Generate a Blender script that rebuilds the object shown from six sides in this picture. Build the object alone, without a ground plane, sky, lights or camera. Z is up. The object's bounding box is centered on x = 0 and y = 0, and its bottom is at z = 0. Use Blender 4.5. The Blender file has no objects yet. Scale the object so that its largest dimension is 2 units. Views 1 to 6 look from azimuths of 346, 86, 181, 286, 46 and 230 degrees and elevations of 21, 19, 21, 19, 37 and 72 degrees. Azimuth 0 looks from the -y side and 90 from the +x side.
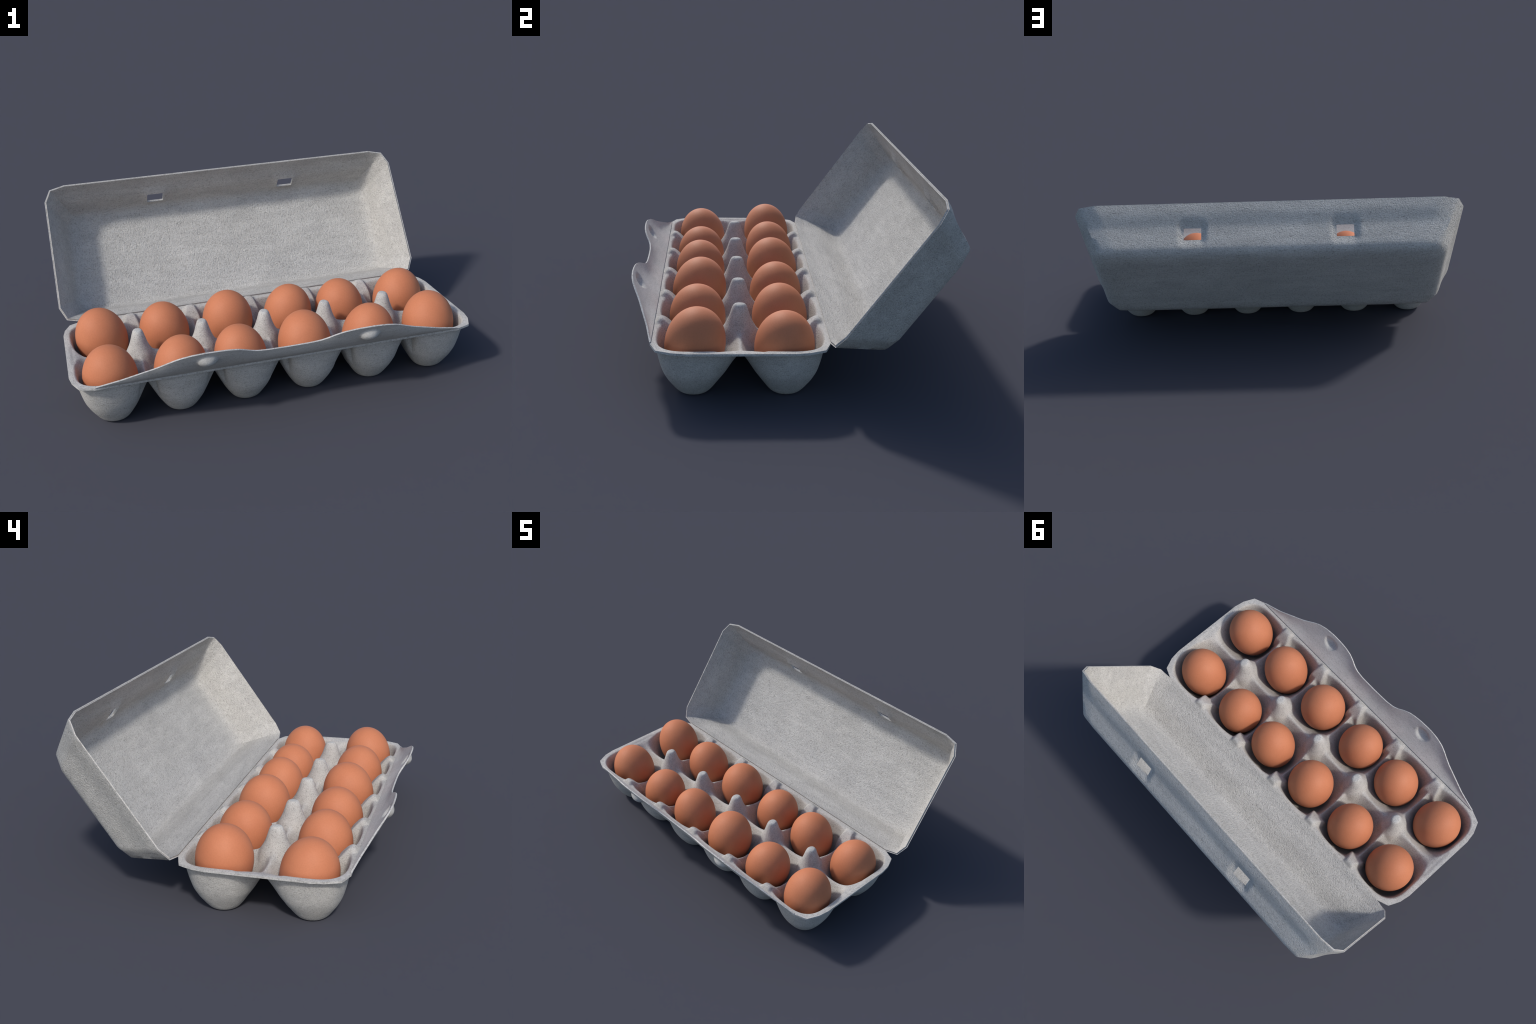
"""Open grey paper-pulp carton holding a dozen brown eggs (two rows of six)."""
import bpy, bmesh, math
import numpy as np
from mathutils import Matrix, Vector

# ------------------------------------------------------------------ sizes
PITCH = 0.32                      # cup spacing along the carton
COLUMNS = [-0.80, -0.48, -0.16, 0.16, 0.48, 0.80]
CONE_X = [-0.64, -0.32, 0.0, 0.32, 0.64]
MID_Y = -0.230                    # long centre line of the tray
ROW = 0.198                       # cup centre to centre line
RIM_Z = 0.250
HALF_X, HALF_V = 0.992, 0.377     # tray outline
BOARD = 0.010                     # pulp thickness
HINGE = Vector((0.0, 0.1435, 0.248))
LID_ANGLE = math.radians(54.66)
LID_HALF_X, LID_LENGTH = 0.997, 0.765
FLAP_ANGLE = math.radians(51.0)
FLAP_HINGE = Vector((0.0, -0.607, 0.250))
TAB_X = 0.385                     # holes in the lid and knobs on the flap


# ------------------------------------------------------------------ helpers
def link(obj, parent=None):
    bpy.context.scene.collection.objects.link(obj)
    if parent is not None:
        obj.parent = parent
    return obj


def mesh_from(name, verts, faces):
    me = bpy.data.meshes.new(name)
    me.from_pydata([tuple(v) for v in verts], [], [tuple(int(i) for i in f) for f in faces])
    me.validate()
    me.update()
    return me


def apply_modifiers(obj):
    dg = bpy.context.evaluated_depsgraph_get()
    me = bpy.data.meshes.new_from_object(obj.evaluated_get(dg))
    old = obj.data
    obj.modifiers.clear()
    obj.data = me
    name = old.name
    bpy.data.meshes.remove(old)
    me.name = name


def solidify(obj, thickness, offset, rim_material=0):
    m = obj.modifiers.new("board", 'SOLIDIFY')
    m.thickness, m.offset = thickness, offset
    m.use_even_offset = False
    m.material_offset_rim = rim_material
    bpy.context.view_layer.update()
    apply_modifiers(obj)


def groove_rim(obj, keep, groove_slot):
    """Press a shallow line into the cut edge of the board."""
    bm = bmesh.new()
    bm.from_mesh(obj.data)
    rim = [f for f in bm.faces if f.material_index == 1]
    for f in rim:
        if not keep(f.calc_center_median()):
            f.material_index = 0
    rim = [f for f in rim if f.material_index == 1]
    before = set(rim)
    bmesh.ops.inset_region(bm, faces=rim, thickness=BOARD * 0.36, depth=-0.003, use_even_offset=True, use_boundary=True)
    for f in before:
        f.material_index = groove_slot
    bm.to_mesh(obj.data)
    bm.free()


def shade(obj, angle=38.0):
    obj.data.polygons.foreach_set("use_smooth", [True] * len(obj.data.polygons))
    obj.data.set_sharp_from_angle(angle=math.radians(angle))


def smin(a, b, k):
    h = np.clip(0.5 + 0.5 * (b - a) / k, 0, 1)
    return b * (1 - h) + a * h - k * h * (1 - h)


def smax(a, b, k):
    return -smin(-a, -b, k)


# ------------------------------------------------------------------ materials
def new_material(name):
    m = bpy.data.materials.new(name)
    m.use_nodes = True
    nt = m.node_tree
    return m, nt, nt.nodes["Principled BSDF"]


def noise(nt, coord, scale, detail, rough=0.55, stretch=None):
    n = nt.nodes.new("ShaderNodeTexNoise")
    n.inputs["Scale"].default_value = scale
    n.inputs["Detail"].default_value = detail
    n.inputs["Roughness"].default_value = rough
    src = coord
    if stretch is not None:
        mp = nt.nodes.new("ShaderNodeMapping")
        mp.inputs["Scale"].default_value = stretch
        nt.links.new(coord, mp.inputs["Vector"])
        src = mp.outputs["Vector"]
    nt.links.new(src, n.inputs["Vector"])
    return n.outputs["Fac"]


def ramp(nt, fac, stops):
    r = nt.nodes.new("ShaderNodeValToRGB")
    el = r.color_ramp.elements
    while len(el) < len(stops):
        el.new(0.5)
    for e, (p, c) in zip(el, stops):
        e.position = p
        e.color = (*c, 1) if len(c) == 3 else c
    nt.links.new(fac, r.inputs["Fac"])
    return r.outputs["Color"]


def mix(nt, a, b, fac, mode='MULTIPLY'):
    m = nt.nodes.new("ShaderNodeMix")
    m.data_type = 'RGBA'
    m.blend_type = mode
    if isinstance(fac, float):
        m.inputs["Factor"].default_value = fac
    else:
        nt.links.new(fac, m.inputs["Factor"])
    for s, i in ((a, 6), (b, 7)):
        if isinstance(s, tuple):
            m.inputs[i].default_value = (*s, 1)
        else:
            nt.links.new(s, m.inputs[i])
    return m.outputs[2]


def pulp_material(name, base, relief=1.0, speck=1.0, grain=1.0):
    """Moulded paper pulp: pale grey, crinkled grain, dark fibre flecks, faint felt streaks."""
    m, nt, bsdf = new_material(name)
    co = nt.nodes.new("ShaderNodeTexCoord").outputs["Object"]
    col = ramp(nt, noise(nt, co, 5.0, 3.0), [(0.3, tuple(c * 0.94 for c in base)), (0.7, tuple(min(1, c * 1.05) for c in base))])
    felt = noise(nt, co, 26.0, 3.0, 0.6, (0.22, 1.0, 1.0))
    col = mix(nt, col, ramp(nt, felt, [(0.32, (0.88, 0.88, 0.88)), (0.68, (1.06, 1.06, 1.05))]), 0.8)
    pits = noise(nt, co, 150.0 * grain, 5.0, 0.70)
    col = mix(nt, col, ramp(nt, pits, [(0.34, (0.58, 0.57, 0.55)), (0.47, (0.97, 0.97, 0.97)), (0.64, (1.08, 1.08, 1.08))]), 0.7 * speck)
    fibre = noise(nt, co, 210.0 * grain, 2.0, 0.5, (0.5, 1.0, 1.0))
    col = mix(nt, col, ramp(nt, fibre, [(0.32, (0.45, 0.44, 0.42)), (0.44, (1, 1, 1))]), 0.55 * speck)
    bsdf.inputs["Roughness"].default_value = 0.92
    bsdf.inputs["Specular IOR Level"].default_value = 0.15
    b1 = nt.nodes.new("ShaderNodeBump")
    b1.inputs["Strength"].default_value = 0.72 * relief
    b1.inputs["Distance"].default_value = 0.012
    warp = noise(nt, co, 170.0 * grain, 2.0, 0.6, (0.30, 1.0, 1.0))
    weft = noise(nt, co, 170.0 * grain, 2.0, 0.6, (1.0, 0.30, 1.0))
    threads = nt.nodes.new("ShaderNodeMath")
    threads.operation = 'MINIMUM'
    nt.links.new(warp, threads.inputs[0])
    nt.links.new(weft, threads.inputs[1])
    height = nt.nodes.new("ShaderNodeMath")
    height.operation = 'ADD'
    nt.links.new(threads.outputs[0], height.inputs[0])
    nt.links.new(pits, height.inputs[1])
    nt.links.new(height.outputs[0], b1.inputs["Height"])
    col = mix(nt, col, ramp(nt, threads.outputs[0], [(0.30, (0.55, 0.54, 0.52)), (0.42, (1.0, 1.0, 1.0))]), 0.8 * speck)
    nt.links.new(col, bsdf.inputs["Base Color"])
    b2 = nt.nodes.new("ShaderNodeBump")
    b2.inputs["Strength"].default_value = 0.25 * relief
    b2.inputs["Distance"].default_value = 0.006
    nt.links.new(fibre, b2.inputs["Height"])
    nt.links.new(b1.outputs["Normal"], b2.inputs["Normal"])
    nt.links.new(b2.outputs["Normal"], bsdf.inputs["Normal"])
    return m


def eggshell_material():
    m, nt, bsdf = new_material("brown_eggshell")
    co = nt.nodes.new("ShaderNodeTexCoord").outputs["Object"]
    col = ramp(nt, noise(nt, co, 9.0, 3.0), [(0.3, (0.482, 0.170, 0.083)), (0.7, (0.512, 0.188, 0.094))])
    pores = noise(nt, co, 190.0, 2.0)
    col = mix(nt, col, ramp(nt, pores, [(0.3, (0.93, 0.92, 0.90)), (0.6, (1.02, 1.02, 1.02))]), 0.7)
    nt.links.new(col, bsdf.inputs["Base Color"])
    bsdf.inputs["Roughness"].default_value = 0.62
    bsdf.inputs["Specular IOR Level"].default_value = 0.25
    b = nt.nodes.new("ShaderNodeBump")
    b.inputs["Strength"].default_value = 0.06
    b.inputs["Distance"].default_value = 0.004
    nt.links.new(pores, b.inputs["Height"])
    nt.links.new(b.outputs["Normal"], bsdf.inputs["Normal"])
    return m


PULP = (0.500, 0.487, 0.464)
PULP_PALE = (0.575, 0.561, 0.535)
PULP_TRAY = pulp_material("grey_pulp_tray", PULP, 0.5, 0.8, 1.3)
PULP_LID = pulp_material("grey_pulp_lid", PULP_PALE, 1.0, 0.75)
PULP_FLAP = pulp_material("grey_pulp_flap", PULP, 0.25, 0.5, 1.2)
PULP_EDGE = pulp_material("pale_cut_edge", (0.50, 0.49, 0.475), 0.5, 0.9)
PULP_GROOVE = pulp_material("dark_edge_line", (0.27, 0.262, 0.25), 0.4, 0.6)
SHELL = eggshell_material()


# ------------------------------------------------------------------ egg shape and places
EGG_A, EGG_C, EGG_K = 0.128, 0.170, 0.04
# centre x, y, z, lean of the axis in x and y, size
EGGS = [
    (-0.803, -0.036, 0.215, -0.21, -0.10, 1.009), (-0.484, -0.038, 0.202, -0.13, -0.12, 0.995),
    (-0.151, -0.040, 0.209, 0.01, -0.11, 1.025), (0.174, -0.042, 0.198, 0.21, 0.00, 0.986),
    (0.469, -0.040, 0.186, -0.08, -0.03, 0.996), (0.801, -0.041, 0.192, 0.24, 0.04, 1.010),
    (-0.802, -0.415, 0.186, -0.10, -0.15, 1.013), (-0.471, -0.418, 0.180, 0.16, -0.03, 0.995),
    (-0.172, -0.417, 0.189, -0.14, -0.02, 0.995), (0.152, -0.417, 0.201, 0.00, 0.11, 1.025),
    (0.481, -0.418, 0.193, 0.24, -0.01, 1.002), (0.805, -0.423, 0.208, 0.14, 0.16, 1.008),
]


# ------------------------------------------------------------------ tray
# half widths of a cup at rising heights
CUP_Z = [0.000, 0.004, 0.012, 0.027, 0.070, 0.110, 0.165, 0.205, 0.255]
CUP_WALL = [0.030, 0.054, 0.064, 0.077, 0.107, 0.127, 0.141, 0.147, 0.153]     # towards the long sides
CUP_END = [0.030, 0.054, 0.064, 0.077, 0.106, 0.127, 0.142, 0.149, 0.157]      # towards the short ends
CUP_MID = [0.030, 0.054, 0.063, 0.076, 0.105, 0.133, 0.166, 0.194, 0.250]      # towards the centre ridge
CUP_SIDE = [0.030, 0.054, 0.062, 0.074, 0.100, 0.120, 0.146, 0.165, 0.215]     # towards the next cup
CUP_SQUARE = [2.0, 2.0, 2.0, 2.1, 2.3, 2.4, 2.55, 2.75, 3.0]
# central cones: height over distance from the axis
CONE_R = [0.0, 0.025, 0.031, 0.036, 0.043, 0.051, 0.062, 0.078, 0.092, 0.115]
CONE_Z = [0.330, 0.329, 0.323, 0.308, 0.282, 0.260, 0.238, 0.212, 0.165, 0.00]
# wall posts: height over distance inwards, and over distance along the wall
POST_IN = [-0.04, -0.030, -0.012, 0.0, 0.010, 0.030, 0.066, 0.076, 0.088]
POST_IN_Z = [0.245, 0.250, 0.264, 0.271, 0.268, 0.250, 0.207, 0.165, 0.0]
POST_ALONG = [0.0, 0.014, 0.026, 0.043, 0.052, 0.060]
POST_ALONG_Z = [0.275, 0.273, 0.264, 0.224, 0.175, 0.0]


def cup_height(dx, dy, wx_plus, wx_minus, wy_plus, wy_minus):
    """Height of one cup's wall above the ground, from stacked superellipse sections."""
    levels = np.linspace(0, 0.255, 52)
    t = lambda tab: np.interp(levels, CUP_Z, tab)
    p = t(CUP_SQUARE)
    xp, xm, yp, ym = t(wx_plus), t(wx_minus), t(wy_plus), t(wy_minus)
    ax, ay = np.abs(dx), np.abs(dy)
    z = np.full(dx.shape, 0.255)
    prev = None
    for i in range(len(levels)):
        hx = np.where(dx > 0, xp[i], xm[i])
        hy = np.where(dy > 0, yp[i], ym[i])
        n = ((ax / hx) ** p[i] + (ay / hy) ** p[i]) ** (1 / p[i])
        if prev is None:
            z = np.where(n <= 1, 0.0, z)
            done = n <= 1
        else:
            hit = (~done) & (n <= 1)
            f = (prev - 1) / np.maximum(prev - n, 1e-9)
            z = np.where(hit, levels[i - 1] + f * (levels[i] - levels[i - 1]), z)
            done |= hit
        prev = n
    return z


def tray_height(x, v):
    z = np.full(x.shape, 0.255)
    for i, cx in enumerate(COLUMNS):
        for side in (-1, 1):
            near = (np.abs(x - cx) < 0.26) & (np.abs(v - side * ROW) < 0.30)
            right = CUP_END if i == 5 else CUP_SIDE
            left = CUP_END if i == 0 else CUP_SIDE
            up, down = (CUP_WALL, CUP_MID) if side > 0 else (CUP_MID, CUP_WALL)
            h = cup_height(x[near] - cx, v[near] - side * ROW, right, left, up, down)
            z[near] = smin(z[near], h, 0.018)
    z = smin(z, np.full(x.shape, RIM_Z), 0.006)
    # the centre ridge sags between the last cone and the end rim
    sag = np.interp(np.abs(x), [0.70, 0.76, 0.85, 0.91, 0.950, 0.992], [0.270, 0.214, 0.214, 0.226, 0.246, 0.250])
    z = smin(z, sag + 0.8 * np.maximum(np.abs(v) - 0.10, 0), 0.012)
    for cx in CONE_X:
        z = smax(z, np.interp(np.hypot((x - cx) * 1.2, v), CONE_R, CONE_Z), 0.010)
        for side in (-1, 1):
            inwards = np.interp(0.345 - side * v, POST_IN, POST_IN_Z)
            along = np.interp(np.abs(x - cx), POST_ALONG, POST_ALONG_Z)
            z = smax(z, smin(inwards, along, 0.014), 0.012)
    # flat flange all round
    w = np.minimum(np.clip((HALF_X - np.abs(x) - 0.016) / 0.018, 0, 1), np.clip((HALF_V - np.abs(v) - 0.006) / 0.018, 0, 1))
    w = w * w * (3 - 2 * w)
    return z * w + RIM_Z * (1 - w)


def egg_underside(x, y, egg):
    """Lowest height at which the egg fills the point (x, y); high where it does not."""
    ex, ey, ez, tx, ty, size = egg
    axis = np.array([tx, ty, 1.0])
    axis /= np.linalg.norm(axis)
    out = np.full(x.shape, 9.0)
    for h in np.linspace(0.0, 0.22, 90)[::-1]:
        d = np.stack([x - ex, y - ey, np.full(x.shape, h - ez)], -1) / size
        t = d @ axis
        r = np.sqrt(np.maximum((d * d).sum(-1) - t * t, 0))
        u = np.clip(t / EGG_C, -1, 1)
        inside = (np.abs(t) < EGG_C) & (r < EGG_A * np.sqrt(1 - u * u) * (1 + EGG_K * u))
        out = np.where(inside, h, out)
    return out


def build_tray(parent):
    step = 0.0042
    nx, nv = int(2 * HALF_X / step), int(2 * HALF_V / step)
    xs, vs = np.linspace(-HALF_X, HALF_X, nx + 1), np.linspace(-HALF_V, HALF_V, nv + 1)
    X, V = np.meshgrid(xs, vs, indexing='ij')
    Z = tray_height(X, V)
    for _ in range(5):      # soften the grid on the steep walls
        P = np.pad(Z, 1, mode='edge')
        Z = 0.5 * Z + 0.125 * (P[:-2, 1:-1] + P[2:, 1:-1] + P[1:-1, :-2] + P[1:-1, 2:])
    for egg in EGGS:        # each egg beds into its cup
        near = (np.abs(X - egg[0]) < 0.15) & (np.abs(V + MID_Y - egg[1]) < 0.15)
        Z[near] = np.minimum(Z[near], egg_underside(X[near], V[near] + MID_Y, egg) - 0.005)
    Z = np.maximum(Z, BOARD)
    idx = np.arange(X.size).reshape(X.shape)
    quads = np.stack([idx[:-1, :-1], idx[1:, :-1], idx[1:, 1:], idx[:-1, 1:]], -1).reshape(-1, 4)
    verts = np.stack([X, V + MID_Y, Z], -1).reshape(-1, 3)
    me = mesh_from("tray", verts, quads)
    bm = bmesh.new()
    bm.from_mesh(me)
    # chamfered corners of the outline
    corner = [(0.885, HALF_V), (0.953, 0.350), (0.982, 0.285), (HALF_X, 0.225)]
    for sx in (-1, 1):
        for sv in (-1, 1):
            for (ax, av), (bx, bv) in zip(corner, corner[1:]):
                a = Vector((sx * ax, sv * av + MID_Y, 0))
                n = Vector((sx * (av - bv), sv * (bx - ax), 0)).normalized()
                bmesh.ops.bisect_plane(bm, geom=bm.verts[:] + bm.edges[:] + bm.faces[:], dist=1e-5,
                                       plane_co=a, plane_no=n, clear_outer=True)
    bm.to_mesh(me)
    bm.free()
    for m in (PULP_TRAY, PULP_EDGE, PULP_GROOVE):
        me.materials.append(m)
    obj = link(bpy.data.objects.new("tray", me), parent)
    solidify(obj, BOARD, -1.0, 1)
    shade(obj, 50)
    return obj


# ------------------------------------------------------------------ lid
HOLE_HALF = 0.044
HOLE_D = (0.112, 0.170)
LID_D = [0.0, 0.010, 0.028, 0.045, 0.060, 0.075, 0.090, 0.102, 0.112, 0.1265, 0.141, 0.1555, 0.170, 0.188, 0.205, 0.219, 0.231, 0.239, 0.244, 0.246]
WALL_D = [0, 0.010, 0.028, 0.045, 0.060, 0.075, 0.090, 0.105, 0.118, 0.176, 0.205, 0.219, 0.231, 0.239, 0.244, 0.246]
WALL_S = [0, 0.004, 0.010, 0.017, 0.025, 0.034, 0.043, 0.052, 0.058, 0.076, 0.086, 0.094, 0.106, 0.121, 0.146, 0.180]
WALL_X = [0, 0.004, 0.012, 0.021, 0.030, 0.038, 0.046, 0.053, 0.059, 0.081, 0.095, 0.105, 0.119, 0.137, 0.166, 0.205]
# the chamfered corners run straight from rim to top
CORNER_D = [0, 0.205, 0.219, 0.231, 0.239, 0.244, 0.246]
CORNER_X = [0.964, 0.864, 0.857, 0.845, 0.828, 0.804, 0.775]
CORNER_S = [0.020, 0.096, 0.103, 0.114, 0.132, 0.160, 0.190]


def lid_columns():
    edges = [-0.62] + [hx + e for hx in (-TAB_X, TAB_X) for e in (-0.085, -HOLE_HALF, HOLE_HALF, 0.085)] + [0.62]
    cols = []
    for a, b in zip(edges, edges[1:]):
        n = max(2, round((b - a) / 0.0098))
        cols += [a + (b - a) * k / n for k in range(n)]
    return cols + [edges[-1]]


COLUMNS_LID = lid_columns()


def lid_ring(half_x, half_s, bx, bs, ns=40, nc=3):
    """Chamfered rectangle, counter-clockwise from the hinge side; corner = three points."""
    pts = []

    def run(a, b, n):
        for k in range(n):
            pts.append((a[0] + (b[0] - a[0]) * k / n, a[1] + (b[1] - a[1]) * k / n))

    c = lambda sx, ss: [(sx * (bx - 0.080), ss * half_s), (sx * bx, ss * bs), (sx * half_x, ss * (bs - 0.067))]
    bl, br, tr, tl = c(-1, -1), c(1, -1), c(1, 1), c(-1, 1)
    def long_side(a, b):
        cols = COLUMNS_LID if b[0] > a[0] else COLUMNS_LID[::-1]
        run(a, (cols[0], a[1]), 12)
        pts.extend((c, a[1]) for c in cols[:-1])
        run((cols[-1], a[1]), b, 12)

    long_side(bl[0], br[0]); run(br[0], br[1], nc); run(br[1], br[2], nc); run(br[2], tr[2], ns)
    run(tr[2], tr[1], nc); run(tr[1], tr[0], nc); long_side(tr[0], tl[0]); run(tl[0], tl[1], nc)
    run(tl[1], tl[2], nc); run(tl[2], bl[2], ns); run(bl[2], bl[1], nc); run(bl[1], bl[0], nc)
    return np.array(pts)


def build_lid(parent):
    mid = LID_LENGTH / 2
    rings = []
    for d in LID_D:
        ix, iy = np.interp(d, WALL_D, WALL_X), np.interp(d, WALL_D, WALL_S)
        bx = np.interp(d, CORNER_D, CORNER_X)
        bs = mid - np.interp(d, CORNER_D, CORNER_S)
        pts = lid_ring(max(LID_HALF_X - ix, bx + 0.004), max(mid - iy, bs + 0.004), bx, bs)
        rings.append(np.column_stack([pts[:, 0], pts[:, 1] + mid, np.full(len(pts), -d)]))
    for shrink in (0.93, 0.8, 0.6, 0.4, 0.2, 0.06):
        r = rings[len(LID_D) - 1].copy()
        r[:, 0] *= 1 - (1 - shrink) * 0.45
        r[:, 1] = mid + (r[:, 1] - mid) * shrink
        r[:, 2] = -LID_D[-1] - 0.001 * (1 - shrink)
        rings.append(r)
    # pull the columns of the latch wall onto the hole edges and dent the board around them
    top_y = lambda d: LID_LENGTH - np.interp(d, WALL_D, WALL_S)
    for k, d in enumerate(LID_D):
        r = rings[k]
        on_wall = np.abs(r[:, 1] - top_y(d)) < 1e-6
        for hx in (-TAB_X, TAB_X):
            gx = np.maximum(np.abs(r[:, 0] - hx) - HOLE_HALF, 0)
            gd = max(HOLE_D[0] - d, d - HOLE_D[1], 0)
            fall = np.clip(1 - np.hypot(gx, gd * 0.9) / 0.036, 0, 1)
            fall = fall * fall * (3 - 2 * fall) * 0.012 * on_wall
            r[:, 1] -= fall
            r[:, 2] += fall * 0.25
    n = len(rings[0])
    verts = np.concatenate(rings + [np.array([[0, mid, -LID_D[-1] - 0.001]])])
    faces = []
    for k in range(len(rings) - 1):
        for j in range(n):
            a, b = k * n + j, k * n + (j + 1) % n
            if k + 1 < len(LID_D) and LID_D[k] >= HOLE_D[0] - 1e-6 and LID_D[k + 1] <= HOLE_D[1] + 1e-6:
                c = (verts[a] + verts[b]) / 2
                if c[1] > mid + 0.25 and any(abs(c[0] - hx) < HOLE_HALF for hx in (-TAB_X, TAB_X)):
                    continue
            faces.append((a, a + n, b + n, b))
    last = (len(rings) - 1) * n
    # close the shallow slot in the middle of the lid's flat top
    tip = len(verts) - 1
    for j in range(n):
        faces.append((last + j, tip, last + (j + 1) % n))
    me = mesh_from("lid", verts, faces)
    bm = bmesh.new(); bm.from_mesh(me)
    bmesh.ops.recalc_face_normals(bm, faces=bm.faces)
    lowest = min(bm.faces, key=lambda f: f.calc_center_median().z)
    if lowest.normal.z > 0:
        bmesh.ops.reverse_faces(bm, faces=bm.faces)
    bm.to_mesh(me); bm.free()
    me.materials.append(PULP_LID)
    me.materials.append(PULP_EDGE)
    obj = link(bpy.data.objects.new("lid", me), parent)
    obj.location = HINGE
    obj.rotation_euler = (LID_ANGLE, 0, 0)
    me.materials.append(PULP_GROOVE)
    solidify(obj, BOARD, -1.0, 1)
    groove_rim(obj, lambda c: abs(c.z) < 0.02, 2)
    shade(obj, 50)
    return obj


# ------------------------------------------------------------------ latch flap
FLAP_X = [0.0, 0.10, 0.150, 0.180, 0.210, 0.245, 0.285, 0.330, 0.400, 0.460, 0.510, 0.545, 0.580, 0.620, 0.660, 0.770, 0.880]
FLAP_T = [0.111, 0.113, 0.120, 0.132, 0.150, 0.166, 0.175, 0.180, 0.182, 0.176, 0.163, 0.146, 0.125, 0.103, 0.086, 0.038, 0.004]


def build_flap(parent):
    xs = np.linspace(-0.882, 0.882, 295)
    rows = 30
    s, c = math.sin(FLAP_ANGLE), math.cos(FLAP_ANGLE)
    top = np.interp(np.abs(xs), FLAP_X, FLAP_T)
    kernel = np.array([1, 2, 3, 2, 1.0]) / 9
    top[3:-3] = np.convolve(np.pad(top, 2, mode='edge'), kernel, mode='valid')[3:-3]
    verts, faces = [], []
    for i, x in enumerate(xs):
        for j in range(rows + 1):
            t = top[i] * j / rows
            bump = 0.012 * math.sin(math.pi * j / rows) * min(top[i] / 0.12, 1.0)
            for hx in (-TAB_X, TAB_X):
                q = math.hypot((x - hx) / 0.050, (t - 0.128) / (0.030 if t > 0.128 else 0.046))
                if q < 1:
                    bump += 0.024 * (1 - q * q) ** 0.8
            verts.append((x, -t * c - bump * s, t * s - bump * c))
    m = rows + 1
    for i in range(len(xs) - 1):
        for j in range(rows):
            a = i * m + j
            faces.append((a, a + m, a + m + 1, a + 1))
    me = mesh_from("latch_flap", verts, faces)
    me.materials.append(PULP_FLAP)
    me.materials.append(PULP_EDGE)
    obj = link(bpy.data.objects.new("latch_flap", me), parent)
    obj.location = FLAP_HINGE
    solidify(obj, 0.007, -1.0, 1)
    shade(obj, 50)
    return obj


# ------------------------------------------------------------------ eggs

def build_eggs():
    rings, seg = 40, 56
    verts, faces = [], []
    for i in range(1, rings):
        t = math.pi * i / rings
        z = math.cos(t)
        r = EGG_A * math.sin(t) * (1 + EGG_K * z)
        for j in range(seg):
            a = 2 * math.pi * j / seg
            verts.append((r * math.cos(a), r * math.sin(a), EGG_C * z))
    verts += [(0, 0, EGG_C), (0, 0, -EGG_C)]
    for i in range(rings - 2):
        for j in range(seg):
            k = (j + 1) % seg
            faces.append((i * seg + j, (i + 1) * seg + j, (i + 1) * seg + k, i * seg + k))
    n = len(verts)
    for j in range(seg):
        k = (j + 1) % seg
        faces.append((n - 2, j, k))
        b = (rings - 2) * seg
        faces.append((n - 1, b + k, b + j))
    me = mesh_from("egg", verts, faces)
    me.materials.append(SHELL)
    me.polygons.foreach_set("use_smooth", [True] * len(me.polygons))
    for i, (x, y, z, tx, ty, s) in enumerate(EGGS):
        o = link(bpy.data.objects.new("egg", me))
        q = Vector((tx, ty, 1)).normalized()
        rot = Vector((0, 0, 1)).rotation_difference(q).to_matrix() @ Matrix.Rotation(i * 1.3, 3, 'Z')
        o.matrix_world = Matrix.Translation((x, y, z)) @ rot.to_4x4() @ Matrix.Scale(s, 4)
        o["label"] = "smooth matte brown hen's egg standing in a carton cup"
        o["category"] = "egg"


# ------------------------------------------------------------------ assembly
carton = link(bpy.data.objects.new("egg_carton", None))
carton["label"] = "open grey paper pulp egg carton with twelve cups and hinged lid"
carton["category"] = "egg carton"
build_tray(carton)
build_lid(carton)
build_flap(carton)
build_eggs()
